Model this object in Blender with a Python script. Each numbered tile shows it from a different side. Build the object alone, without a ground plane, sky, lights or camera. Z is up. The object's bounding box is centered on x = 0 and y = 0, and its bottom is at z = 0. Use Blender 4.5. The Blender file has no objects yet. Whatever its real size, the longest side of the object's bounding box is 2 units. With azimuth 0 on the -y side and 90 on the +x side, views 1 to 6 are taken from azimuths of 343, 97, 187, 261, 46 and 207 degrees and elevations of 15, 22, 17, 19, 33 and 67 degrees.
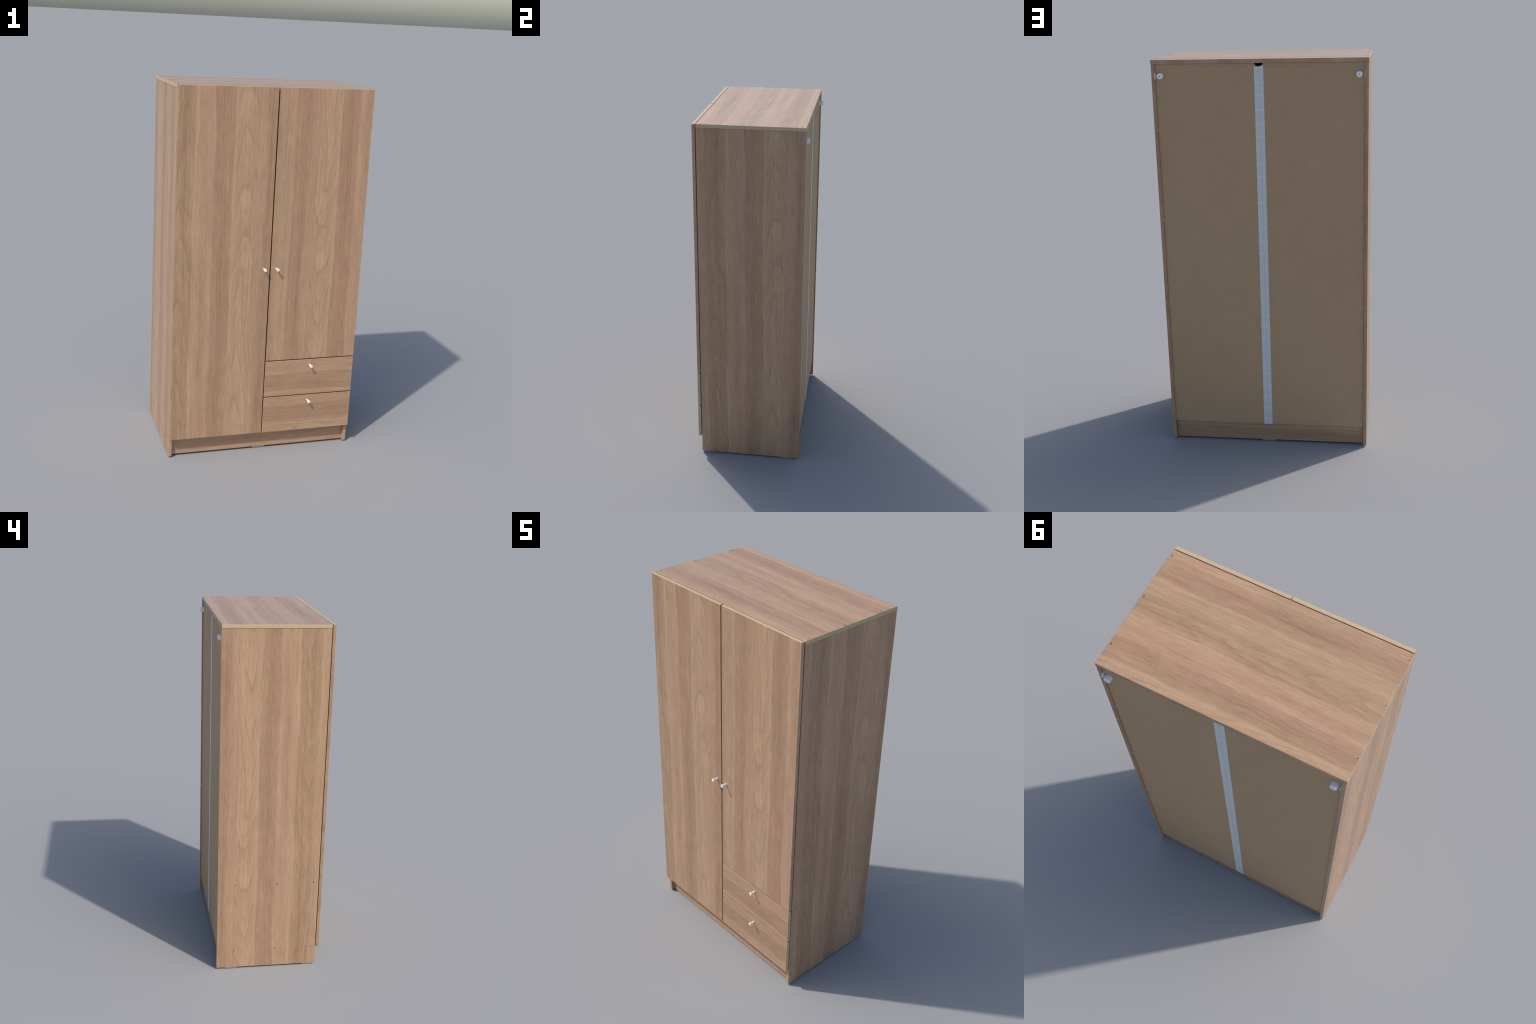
import bpy, bmesh, math
from mathutils import Vector

# ------------------------------------------------------------------ sizes (m)
SIDE_X = 0.5157          # outer face of the side panels
SIDE_T = 0.0170          # their thickness
TOP_X = 0.5172           # the top board stands a little proud of the sides
TOP_Z0, TOP_Z1 = 1.9790, 1.9990
FRONT_Y, BACK_Y = -0.2712, 0.3075      # carcass depth
BASE_Z = 0.0060          # underside of side panels (on foot pads)
DOOR_Y0, DOOR_Y1 = -0.2924, -0.2754
DOOR_X = 0.5145
DOOR_BOTTOM, DOOR_TOP = 0.1106, 1.9975
GAP = 0.0034             # half width of the joint between the doors
DRAWER_Z = (0.5312, 0.3200)            # middle of the horizontal joints
HGAP = 0.0030
PANEL_Y = 0.3002         # outer face of the thin back panel

# ------------------------------------------------------------------ node helpers
def nodes_of(tree):
    N, L = tree.nodes, tree.links
    def new(kind, **kw):
        n = N.new(kind)
        for k, v in kw.items():
            setattr(n, k, v)
        return n
    def put(sock, v):
        if hasattr(v, "is_output"):
            L.new(v, sock)
        else:
            sock.default_value = v
    def math_(op, a, b=0.0, c=None, clamp=False):
        n = new("ShaderNodeMath", operation=op, use_clamp=clamp)
        put(n.inputs[0], a); put(n.inputs[1], b)
        if c is not None:
            put(n.inputs[2], c)
        return n.outputs[0]
    def xyz(x, y, z=0.0):
        n = new("ShaderNodeCombineXYZ")
        put(n.inputs[0], x); put(n.inputs[1], y); put(n.inputs[2], z)
        return n.outputs[0]
    def noise(vec, scale=1.0, detail=2.0, rough=0.5):
        n = new("ShaderNodeTexNoise", noise_dimensions="3D")
        put(n.inputs["Vector"], vec)
        n.inputs["Scale"].default_value = scale
        n.inputs["Detail"].default_value = detail
        n.inputs["Roughness"].default_value = rough
        return n.outputs["Fac"]
    def ramp(fac, stops, interp="LINEAR"):
        n = new("ShaderNodeValToRGB")
        n.color_ramp.interpolation = interp
        el = n.color_ramp.elements
        while len(el) < len(stops):
            el.new(0.5)
        for e, (p, c) in zip(el, stops):
            e.position = p
            e.color = (c, c, c, 1) if isinstance(c, (int, float)) else (*c, 1)
        put(n.inputs[0], fac)
        return n.outputs[0]
    def mix(fac, a, b, mode="MIX"):
        n = new("ShaderNodeMix", data_type="RGBA", blend_type=mode)
        put(n.inputs[0], fac)
        for s, v in ((n.inputs[6], a), (n.inputs[7], b)):
            put(s, (*v, 1) if isinstance(v, tuple) and len(v) == 3 else v)
        return n.outputs[2]
    return new, put, math_, xyz, noise, ramp, mix

# ------------------------------------------------------------------ the wood decor
# One printed walnut-like decor covers every board: S runs across the boards'
# planks (period 0.64 m), T runs along the grain.
WOOD_DARK_RED = (0.305, 0.168, 0.098)
WOOD_DARK_OLIVE = (0.300, 0.185, 0.097)
WOOD_LIGHT_PINK = (0.560, 0.348, 0.224)
WOOD_LIGHT_OLIVE = (0.550, 0.360, 0.213)

def wood_group():
    g = bpy.data.node_groups.new("walnut_decor", "ShaderNodeTree")
    g.interface.new_socket("S", in_out="INPUT", socket_type="NodeSocketFloat")
    g.interface.new_socket("T", in_out="INPUT", socket_type="NodeSocketFloat")
    g.interface.new_socket("Color", in_out="OUTPUT", socket_type="NodeSocketColor")
    g.interface.new_socket("Grain", in_out="OUTPUT", socket_type="NodeSocketFloat")
    new, put, m, xyz, noise, ramp, mix = nodes_of(g)
    gi, go = new("NodeGroupInput"), new("NodeGroupOutput")
    S, T = gi.outputs[0], gi.outputs[1]
    # the stripes wander a little along the grain, the fibres wobble finely
    wander = noise(xyz(m("MULTIPLY", S, 5.0), m("MULTIPLY", T, 2.2)), 1.0, 2.0)
    s2 = m("MULTIPLY_ADD", m("SUBTRACT", wander, 0.5), 0.036, S)
    wobble = noise(xyz(m("MULTIPLY", S, 38.0), m("MULTIPLY", T, 11.0), 2.0), 1.0, 2.0)
    s3 = m("MULTIPLY_ADD", m("SUBTRACT", wobble, 0.5), 0.006, s2)
    # plank stripes: brightness over S, repeating every 0.64 m
    pos = m("FRACT", m("DIVIDE", m("ADD", s2, 0.08), 0.64))
    def p(s):
        return (s + 0.08) / 0.64
    plank = ramp(pos, [
        (p(-0.075), 0.60), (p(-0.030), 0.62), (p(-0.012), 0.36), (p(0.040), 0.28),
        (p(0.084), 0.34), (p(0.089), 0.80), (p(0.120), 0.70), (p(0.148), 0.52),
        (p(0.188), 0.74), (p(0.193), 0.36), (p(0.235), 0.24), (p(0.270), 0.32),
        (p(0.290), 0.44), (p(0.300), 0.80), (p(0.308), 0.56), (p(0.365), 0.66),
        (p(0.425), 0.60), (p(0.455), 0.46), (p(0.470), 0.28), (p(0.536), 0.34),
        (p(0.542), 0.74), (p(0.556), 0.60)])
    # slight pink / olive drift between planks and in small flecks
    hue = ramp(pos, [(p(-0.075), 0.45), (p(0.00), 0.26), (p(0.08), 0.26), (p(0.10), 0.52),
                     (p(0.15), 0.60), (p(0.20), 0.66), (p(0.27), 0.45), (p(0.31), 0.30),
                     (p(0.37), 0.45), (p(0.46), 0.60), (p(0.54), 0.50)])
    hue = m("ADD", hue, m("MULTIPLY", m("SUBTRACT", noise(xyz(m("MULTIPLY", s3, 48.0),
            m("MULTIPLY", T, 5.0), 7.0), 1.0, 3.0, 0.6), 0.5), 1.5), clamp=True)
    hue = m("ADD", hue, 0.10, clamp=True)
    # medium streaks, short dark pores and fine fibres, all long along T
    streak = noise(xyz(m("MULTIPLY", s3, 105.0), m("MULTIPLY", T, 1.7), 3.0), 1.0, 4.0, 0.62)
    pores = noise(xyz(m("MULTIPLY", s3, 190.0), m("MULTIPLY", T, 17.0), 9.0), 1.0, 2.0, 0.55)
    fine = noise(xyz(m("MULTIPLY", s3, 420.0), m("MULTIPLY", T, 22.0), 5.0), 1.0, 2.0, 0.6)
    blotch = noise(xyz(m("MULTIPLY", s2, 16.0), m("MULTIPLY", T, 6.0), 11.0), 1.0, 3.0, 0.6)
    # flat-sawn figure: contour lines of a stretched height field, strongest
    # in the two cathedral planks
    ds = m("MINIMUM", m("ABSOLUTE", m("SUBTRACT", s3, 0.350)), m("ABSOLUTE", m("SUBTRACT", s3, 0.035)))
    ds2 = m("MULTIPLY", ds, ds)
    arch = m("MULTIPLY_ADD", ds2, 70.0, m("MULTIPLY", m("SQRT", m("ADD", ds2, 0.00006)), 1.8))
    field = noise(xyz(m("MULTIPLY", S, 11.0), m("MULTIPLY", T, 1.5), 1.7), 1.0, 1.5, 0.45)
    hgt = m("ADD", m("SUBTRACT", T, 1.24), m("MULTIPLY_ADD", m("SUBTRACT", field, 0.5), 0.95, arch))
    rings = m("FRACT", m("DIVIDE", hgt, 0.300))
    rings = ramp(rings, [(0.0, 0.05), (0.05, 0.42), (0.25, 0.60), (0.46, 0.66), (0.50, 0.40), (0.56, 0.58), (0.80, 0.80), (0.93, 0.66), (1.0, 0.05)])
    figured = ramp(pos, [(p(-0.03), 0.30), (p(0.0), 0.75), (p(0.075), 0.75), (p(0.09), 0.25), (p(0.28), 0.30),
                         (p(0.325), 1.0), (p(0.40), 1.0), (p(0.44), 0.40), (p(0.55), 0.3)])
    # planks fade and strengthen along their length
    fade = noise(xyz(m("MULTIPLY", S, 9.0), m("MULTIPLY", T, 1.6), 17.0), 1.0, 2.0, 0.5)
    plank = m("MULTIPLY_ADD", m("SUBTRACT", plank, 0.5), m("MULTIPLY_ADD", fade, 1.3, 0.12), 0.5)
    v = m("MULTIPLY_ADD", m("SUBTRACT", streak, 0.5), 0.80, plank)
    band = noise(xyz(m("MULTIPLY", s2, 34.0), m("MULTIPLY", T, 0.8), 13.0), 1.0, 2.0, 0.5)
    v = m("MULTIPLY_ADD", m("SUBTRACT", band, 0.5), 0.55, v)
    v = m("MULTIPLY_ADD", m("SUBTRACT", pores, 0.5), 0.68, v)
    v = m("MULTIPLY_ADD", m("SUBTRACT", fine, 0.5), 0.35, v)
    v = m("MULTIPLY_ADD", m("SUBTRACT", blotch, 0.5), 0.55, v)
    v = m("MULTIPLY_ADD", m("MULTIPLY", m("SUBTRACT", rings, 0.55), figured), 0.48, v, clamp=True)
    dark = mix(hue, WOOD_DARK_OLIVE, WOOD_DARK_RED)
    light = mix(hue, WOOD_LIGHT_OLIVE, WOOD_LIGHT_PINK)
    col = mix(v, dark, light)
    put(go.inputs[0], col)
    put(go.inputs[1], fine)
    return g

WOOD = wood_group()

def new_material(name):
    mat = bpy.data.materials.new(name)
    mat.use_nodes = True
    t = mat.node_tree
    t.nodes.clear()
    h = nodes_of(t)
    out = h[0]("ShaderNodeOutputMaterial")
    bsdf = h[0]("ShaderNodeBsdfPrincipled")
    t.links.new(bsdf.outputs[0], out.inputs[0])
    return mat, bsdf, h

def object_xyz(h):
    tc = h[0]("ShaderNodeTexCoord")
    sp = h[0]("ShaderNodeSeparateXYZ")
    h[1](sp.inputs[0], tc.outputs["Object"])
    return tc.outputs["Object"], sp.outputs

def wood_material(name, s_axis, s_mul, s_off, t_axis, t_mul, t_off):
    """S = s_mul * axis + s_off and T likewise, in the part's own coordinates."""
    mat, b, h = new_material(name)
    new, put, m, xyz, noise, ramp, mix = h
    _, c = object_xyz(h)
    g = new("ShaderNodeGroup"); g.node_tree = WOOD
    put(g.inputs[0], m("MULTIPLY_ADD", c[s_axis], s_mul, s_off))
    put(g.inputs[1], m("MULTIPLY_ADD", c[t_axis], t_mul, t_off))
    put(b.inputs["Base Color"], g.outputs[0])
    b.inputs["Roughness"].default_value = 0.37
    b.inputs["Specular IOR Level"].default_value = 0.5
    bump = new("ShaderNodeBump")
    bump.inputs["Strength"].default_value = 0.03
    bump.inputs["Distance"].default_value = 0.001
    put(bump.inputs["Height"], g.outputs[1])
    put(b.inputs["Normal"], bump.outputs[0])
    return mat

def raw_edge_material():
    mat, b, h = new_material("raw_board_edge")
    new, put, m, xyz, noise, ramp, mix = h
    o, c = object_xyz(h)
    a = noise(o, 60.0, 3.0, 0.6)
    s = noise(xyz(m("MULTIPLY", c[0], 6.0), m("MULTIPLY", c[1], 6.0), m("MULTIPLY", c[2], 30.0)), 4.0, 2.0)
    col = mix(ramp(a, [(0.3, 0.0), (0.7, 1.0)]), (0.50, 0.375, 0.215), (0.575, 0.445, 0.26))
    put(b.inputs["Base Color"], mix(m("MULTIPLY", s, 0.35), col, (0.53, 0.38, 0.235)))
    b.inputs["Roughness"].default_value = 0.6
    return mat

def hardboard_material():
    mat, b, h = new_material("hardboard")
    new, put, m, xyz, noise, ramp, mix = h
    o, c = object_xyz(h)
    big = noise(o, 9.0, 3.0, 0.6)
    mid = noise(o, 110.0, 3.0, 0.6)
    fib = noise(o, 420.0, 2.0, 0.6)
    v = m("ADD", m("MULTIPLY", big, 0.14), m("ADD", m("MULTIPLY", mid, 0.46), m("MULTIPLY", fib, 0.40)))
    col = mix(ramp(v, [(0.32, 0.0), (0.68, 1.0)]), (0.395, 0.257, 0.145), (0.555, 0.370, 0.215))
    put(b.inputs["Base Color"], col)
    b.inputs["Roughness"].default_value = 0.75
    b.inputs["Specular IOR Level"].default_value = 0.3
    bump = new("ShaderNodeBump")
    bump.inputs["Strength"].default_value = 0.10
    bump.inputs["Distance"].default_value = 0.001
    put(bump.inputs["Height"], fib)
    put(b.inputs["Normal"], bump.outputs[0])
    return mat

def tape_material():
    mat, b, h = new_material("woven_tape")
    new, put, m, xyz, noise, ramp, mix = h
    o, c = object_xyz(h)
    speck = noise(o, 330.0, 2.0, 0.7)
    fibre = noise(xyz(m("MULTIPLY", c[0], 900.0), 0.0, m("MULTIPLY", c[2], 90.0)), 1.0, 2.0)
    col = mix(ramp(speck, [(0.34, 0.0), (0.62, 1.0)]), (0.54, 0.55, 0.555), (0.74, 0.75, 0.75))
    col = mix(m("MULTIPLY", fibre, 0.25), col, (0.56, 0.56, 0.57))
    # pale cross threads every 65 mm, and the fold along the middle
    cross = m("FRACT", m("DIVIDE", c[2], 0.0650))
    near = m("LESS_THAN", cross, 0.040)
    col = mix(m("MULTIPLY", near, 0.75), col, (0.84, 0.85, 0.85))
    fold = m("LESS_THAN", m("ABSOLUTE", m("SUBTRACT", c[0], 0.0005)), 0.0010)
    col = mix(m("MULTIPLY", fold, m("MULTIPLY", fibre, 0.9)), col, (0.36, 0.36, 0.37))
    put(b.inputs["Base Color"], col)
    b.inputs["Roughness"].default_value = 0.6
    return mat

def plain_material(name, a, bcol, rough, metallic=0.0, scale=40.0, spec=0.5):
    mat, b, h = new_material(name)
    new, put, m, xyz, noise, ramp, mix = h
    o, c = object_xyz(h)
    put(b.inputs["Base Color"], mix(noise(o, scale, 2.0), a, bcol))
    b.inputs["Roughness"].default_value = rough
    b.inputs["Metallic"].default_value = metallic
    b.inputs["Specular IOR Level"].default_value = spec
    return mat

RAW = raw_edge_material()
HARDBOARD = hardboard_material()
TAPE = tape_material()
WHITE = plain_material("white_plastic", (0.86, 0.86, 0.86), (0.90, 0.90, 0.90), 0.30)
GREY = plain_material("pale_grey_plastic", (0.86, 0.87, 0.87), (0.90, 0.90, 0.90), 0.45)
PAD = plain_material("felt_pad", (0.26, 0.26, 0.26), (0.33, 0.33, 0.33), 0.7)
STEEL = plain_material("zinc_steel", (0.15, 0.16, 0.18), (0.26, 0.27, 0.29), 0.34, 1.0, 300.0)
DARK = plain_material("dark_nail", (0.05, 0.055, 0.06), (0.09, 0.09, 0.10), 0.5, 0.6, 300.0)
BLACK = plain_material("near_black", (0.003, 0.003, 0.003), (0.005, 0.005, 0.005), 0.9, spec=0.0)
CLIP = plain_material("clip_plastic", (0.62, 0.62, 0.62), (0.70, 0.70, 0.70), 0.5)

# ------------------------------------------------------------------ mesh helpers
ROOT = bpy.data.objects.new("wardrobe", None)
bpy.context.scene.collection.objects.link(ROOT)
ROOT["label"] = "tall two door wooden wardrobe with two drawers"
ROOT["category"] = "wardrobe"

def add(name, mesh, at, parent=ROOT):
    ob = bpy.data.objects.new(name, mesh)
    bpy.context.scene.collection.objects.link(ob)
    ob.parent = parent
    base = Vector((0, 0, 0)) if parent is ROOT else parent.location
    ob.location = Vector(at) - base
    return ob

def board(name, x, y, z, mats, slot=lambda n: 0, bevel=0.0009, parent=ROOT):
    """A chamfered board between x, y, z limits; slot(normal) picks the material."""
    c = Vector(((x[0] + x[1]) / 2, (y[0] + y[1]) / 2, (z[0] + z[1]) / 2))
    d = Vector((x[1] - x[0], y[1] - y[0], z[1] - z[0]))
    bm = bmesh.new()
    bmesh.ops.create_cube(bm, size=1.0)
    bmesh.ops.scale(bm, vec=d, verts=bm.verts)
    if bevel:
        bmesh.ops.bevel(bm, geom=list(bm.edges), offset=bevel, segments=1,
                        affect="EDGES", profile=0.5, clamp_overlap=True)
    bm.normal_update()
    for f in bm.faces:
        f.material_index = slot(f.normal)
    me = bpy.data.meshes.new(name)
    bm.to_mesh(me); bm.free()
    for m in mats:
        me.materials.append(m)
    return add(name, me, c, parent)

def flat_plate(name, outline, y0, y1, mat, parent=ROOT):
    """Plate with an (x, z) outline, thickness from y0 to y1."""
    cx = sum(p[0] for p in outline) / len(outline)
    cz = sum(p[1] for p in outline) / len(outline)
    bm = bmesh.new()
    vs = [bm.verts.new((px - cx, y0, pz - cz)) for px, pz in outline]
    f = bm.faces.new(vs)
    r = bmesh.ops.extrude_face_region(bm, geom=[f])
    bmesh.ops.translate(bm, vec=(0, y1 - y0, 0),
                        verts=[v for v in r["geom"] if isinstance(v, bmesh.types.BMVert)])
    bmesh.ops.recalc_face_normals(bm, faces=bm.faces)
    me = bpy.data.meshes.new(name)
    bm.to_mesh(me); bm.free()
    me.materials.append(mat)
    return add(name, me, (cx, 0, cz), parent)

def lathe(name, profile, sides, mats, axis="Y", sign=1.0, slot=None, smooth=False, turn=0.0):
    """Turned solid: profile of (radius, height) along +axis*sign."""
    bm = bmesh.new()
    rings = []
    def place(r, a, hgt):
        u, w = r * math.cos(a), r * math.sin(a)
        return {"X": (sign * hgt, u, w), "Y": (u, sign * hgt, w), "Z": (u, w, sign * hgt)}[axis]
    for r, hgt in profile:
        if r == 0:
            rings.append([bm.verts.new(place(0, 0, hgt))])
        else:
            rings.append([bm.verts.new(place(r, turn + 2 * math.pi * i / sides, hgt)) for i in range(sides)])
    for k, (a, b) in enumerate(zip(rings, rings[1:])):
        for i in range(sides):
            j = (i + 1) % sides
            q = [a[i % len(a)], a[j % len(a)], b[j % len(b)], b[i % len(b)]]
            q = list(dict.fromkeys(q))
            if len(q) > 2:
                f = bm.faces.new(q)
                f.smooth = smooth
                f.material_index = slot(k) if slot else 0
    bmesh.ops.recalc_face_normals(bm, faces=bm.faces)
    me = bpy.data.meshes.new(name)
    bm.to_mesh(me); bm.free()
    for m in mats:
        me.materials.append(m)
    return me

along_x = lambda n: 1 if abs(n.x) > 0.9 else 0
along_z = lambda n: 1 if abs(n.z) > 0.9 else 0
along_y = lambda n: 2 if abs(n.y) > 0.9 else (1 if abs(n.x) > 0.9 else 0)

# ------------------------------------------------------------------ carcass
cy = (FRONT_Y + BACK_Y) / 2
cz = (BASE_Z + TOP_Z0) / 2
top_cz = (TOP_Z0 + TOP_Z1) / 2
# top: grain along x, the planks run front to back
TOP_WOOD = wood_material("wood_top", 1, 1.0, 0.045, 0, 1.0, 1.1)
TOP_BAND = wood_material("wood_top_band", 0, 1.0, 0.10, 2, 0.4, 0.7)
board("top_panel", (-TOP_X, TOP_X), (FRONT_Y, BACK_Y), (TOP_Z0, TOP_Z1),
      [TOP_WOOD, RAW, TOP_BAND], along_y)

# sides: S counts from the front edge; the left one shows the decor upside down
SIDE_S = -0.068 - FRONT_Y
for sx in (-1, 1):
    w = wood_material("wood_side", 1, 1.0, SIDE_S + cy, 2, sx * 1.0, (cz if sx > 0 else 1.99 - cz))
    xs = sorted((sx * SIDE_X, sx * (SIDE_X - SIDE_T)))
    board("side_panel", xs, (FRONT_Y, BACK_Y), (BASE_Z, TOP_Z0 - 0.0006), [w, RAW], along_z)

inner = SIDE_X - SIDE_T
SHELF = wood_material("wood_inside", 1, 1.0, 0.3, 0, 1.0, 3.0)
for zc in (0.1168, 0.5300):
    board("shelf", (-inner, inner), (-0.2690, 0.2940), (zc - 0.0085, zc + 0.0085), [SHELF])
PART = wood_material("wood_partition", 1, 1.0, 0.3, 2, 1.0, 3.0)
board("partition", (-0.008, 0.008), (-0.1700, 0.2350), (0.5387, TOP_Z0 - 0.001), [PART])
board("hole_black_plate", (-0.060, 0.060), (0.2440, 0.2480), (1.9300, TOP_Z0 - 0.001), [BLACK])  # near-black plate set some way behind the finger hole
board("partition", (-0.008, 0.008), (-0.2690, 0.2300), (0.1255, 0.5213), [PART])

PLINTH = wood_material("wood_plinth", 2, 1.6, 0.24, 0, 1.0, 2.3)
REAR = wood_material("wood_rear_plinth", 2, 1.6, 0.26, 0, -1.0, 4.1)
PLINTH_Z = (0.0075, 0.1080)
board("plinth", (-inner + 0.0006, inner - 0.0006), (-0.2510, -0.2350), PLINTH_Z, [PLINTH])
board("plinth", (-inner + 0.0006, inner - 0.0006), (0.2700, 0.2860), PLINTH_Z, [REAR])

# ------------------------------------------------------------------ doors and drawers
def knob_mesh():
    # slim stem that flares into a blunt faceted head, pointing to -y
    return lathe("knob", [(0, -0.001), (0.0052, -0.001), (0.0048, 0.004), (0.0050, 0.0195), (0.0086, 0.0245),
                          (0.0091, 0.0278), (0.0084, 0.0295), (0, 0.0300)], 7, [WHITE],
                 "Y", -1.0, turn=0.45)
KNOB = knob_mesh()

def knob(parent, x, z):
    add("knob", KNOB, (x, DOOR_Y0, z), parent)

def door(x, z, wood):
    return board("door", x, (DOOR_Y0, DOOR_Y1), z, [wood, RAW], along_z, 0.0008)

zc = (DOOR_BOTTOM + DOOR_TOP) / 2
xc = (-DOOR_X - GAP) / 2
left = door((-DOOR_X, -GAP), (DOOR_BOTTOM, DOOR_TOP),
            wood_material("wood_left_door", 0, 1.0, xc + DOOR_X, 2, 1.0, zc))
knob(left, -0.0350, 1.0550)
z0 = DRAWER_Z[0] + HGAP
zc = (z0 + DOOR_TOP) / 2
right = door((GAP, DOOR_X), (z0, DOOR_TOP),
             wood_material("wood_right_door", 0, -1.0, 0.640 + xc, 2, -1.0, 2.52 - zc))
knob(right, 0.0340, 1.0550)

for i, (za, zb, kz) in enumerate(((DRAWER_Z[1] + HGAP, DRAWER_Z[0] - HGAP, 0.4960),
                                  (DOOR_BOTTOM - 0.0012, DRAWER_Z[1] - HGAP, 0.2862))):
    w = wood_material("wood_drawer", 2, -1.0, (0.215, 0.245)[i], 0, 1.0, (5.2, 6.9)[i])
    d = board("drawer", (GAP, DOOR_X), (DOOR_Y0, DOOR_Y1), (za, zb), [w, RAW], along_x, 0.0008)
    knob(d, 0.2580, kz)

# ------------------------------------------------------------------ back
# two halves of thin board, with a finger hole where they meet under the top
HOLE = [(0.0210, 1.9780), (0.0178, 1.9705), (0.0100, 1.9660), (0.0, 1.9632)]
PX, PZ0, PZ1 = inner - 0.0005, 0.1080, 1.9780
for s in (1, -1):
    o = [(s * 0.0002, PZ0), (s * PX, PZ0), (s * PX, PZ1)]
    o += [(s * hx, hz) for hx, hz in HOLE[:-1]] + [(s * 0.0002, HOLE[-1][1])]
    flat_plate("back_panel", o, PANEL_Y - 0.0030, PANEL_Y, HARDBOARD)
# tape over the joint, its top cut askew around the hole
flat_plate("joint_tape", [(0.0222, 0.1058), (0.0222, 1.9605), (0.0090, 1.9620), (0.0, 1.9628),
                          (-0.0110, 1.9666), (-0.0150, 1.9672), (-0.0226, 1.9655), (-0.0218, 0.1066)],
           PANEL_Y + 0.0003, PANEL_Y + 0.0012, TAPE)

# wall bumpers with a screw hole, and the round caps beside them
BUMP = lathe("wall_bumper", [(0, 0.0), (0.0146, 0.0), (0.0148, 0.0180), (0.0125, 0.0218), (0.0026, 0.0223),
                             (0.0022, 0.0205), (0, 0.0200)], 11, [GREY, DARK],
             "Y", 1.0, slot=lambda k: 1 if k >= 4 else 0, turn=0.35)
CAP = lathe("cap_disc", [(0, 0.0), (0.0160, 0.0), (0.0158, 0.0022), (0.0120, 0.0032), (0, 0.0032)], 10, [GREY], "X", -1.0)
CAP_R = lathe("cap_disc", [(0, 0.0), (0.0160, 0.0), (0.0158, 0.0012), (0.0120, 0.0020), (0, 0.0020)], 10, [GREY], "X", 1.0)
for s in (1, -1):
    add("wall_bumper", BUMP, (s * 0.4722, PANEL_Y, 1.9237))
    add("cap_disc", CAP if s > 0 else CAP_R, (s * inner, 0.2995, 1.9225))

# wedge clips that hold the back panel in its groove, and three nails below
def clip_mesh(s):
    bm = bmesh.new()
    for x0, x1, lean in ((0.0, 0.0016, 0.0), (0.0022, 0.0040, 0.0012)):
        vs = [bm.verts.new((-s * (x + (lean if zz < 0 else 0)), yy, zz))
              for zz in (-0.0038, 0.0038) for yy in (-0.001, 0.0042) for x in (x0, x1)]
        for q in ((0, 1, 3, 2), (4, 6, 7, 5), (0, 4, 5, 1), (2, 3, 7, 6), (0, 2, 6, 4), (1, 5, 7, 3)):
            bm.faces.new([vs[i] for i in q])
    bmesh.ops.recalc_face_normals(bm, faces=bm.faces)
    me = bpy.data.meshes.new("panel_clip")
    bm.to_mesh(me); bm.free()
    me.materials.append(CLIP)
    return me
for s in (1, -1):
    me = clip_mesh(s)
    for z in (0.3200, 0.7695, 1.2173, 1.6655):
        add("panel_clip", me, (s * (inner - 0.0005), PANEL_Y, z))
NAIL = lathe("nail", [(0, -0.0005), (0.0024, 0.0), (0.0022, 0.0010), (0, 0.0014)], 8, [DARK], "Y", 1.0)
for x in (0.4475, 0.1560, -0.1520, -0.4492):
    add("nail", NAIL, (x, PANEL_Y, 0.1176))

# ------------------------------------------------------------------ screws and pads
def screw_mesh(axis, sign):
    # hexagon socket bolt, seen from outside: ring and six sloping facets
    return lathe("screw", [(0, -0.002), (0.0041, -0.002), (0.0041, 0.0004), (0.0036, 0.0010),
                           (0.0030, 0.0010), (0.0006, 0.0002), (0, 0.0002)], 6, [STEEL],
                 axis, sign, turn=0.3)
SCREW_Y = (-0.2412, -0.0298, 0.2080)
TOP_SCREW = screw_mesh("Z", 1.0)
for s in (-1, 1):
    side = screw_mesh("X", float(s))
    for y in SCREW_Y:
        add("screw", TOP_SCREW, (s * 0.5072, y, TOP_Z1))
        for z in (0.1166, 0.5300):
            add("screw", side, (s * SIDE_X, y, z))

for s in (-1, 1):
    xs = sorted((s * (inner + 0.0008), s * (SIDE_X - 0.0016)))
    for y in ((-0.2630, -0.1960), (0.1880, 0.2580)):
        board("foot_pad", xs, y, (0.0, BASE_Z), [PAD], bevel=0.0006)
for y in ((-0.2490, -0.2365), (0.2715, 0.2842)):
    board("foot_pad", (-0.0350, 0.0365), y, (0.0, PLINTH_Z[0]), [PAD], bevel=0.0006)
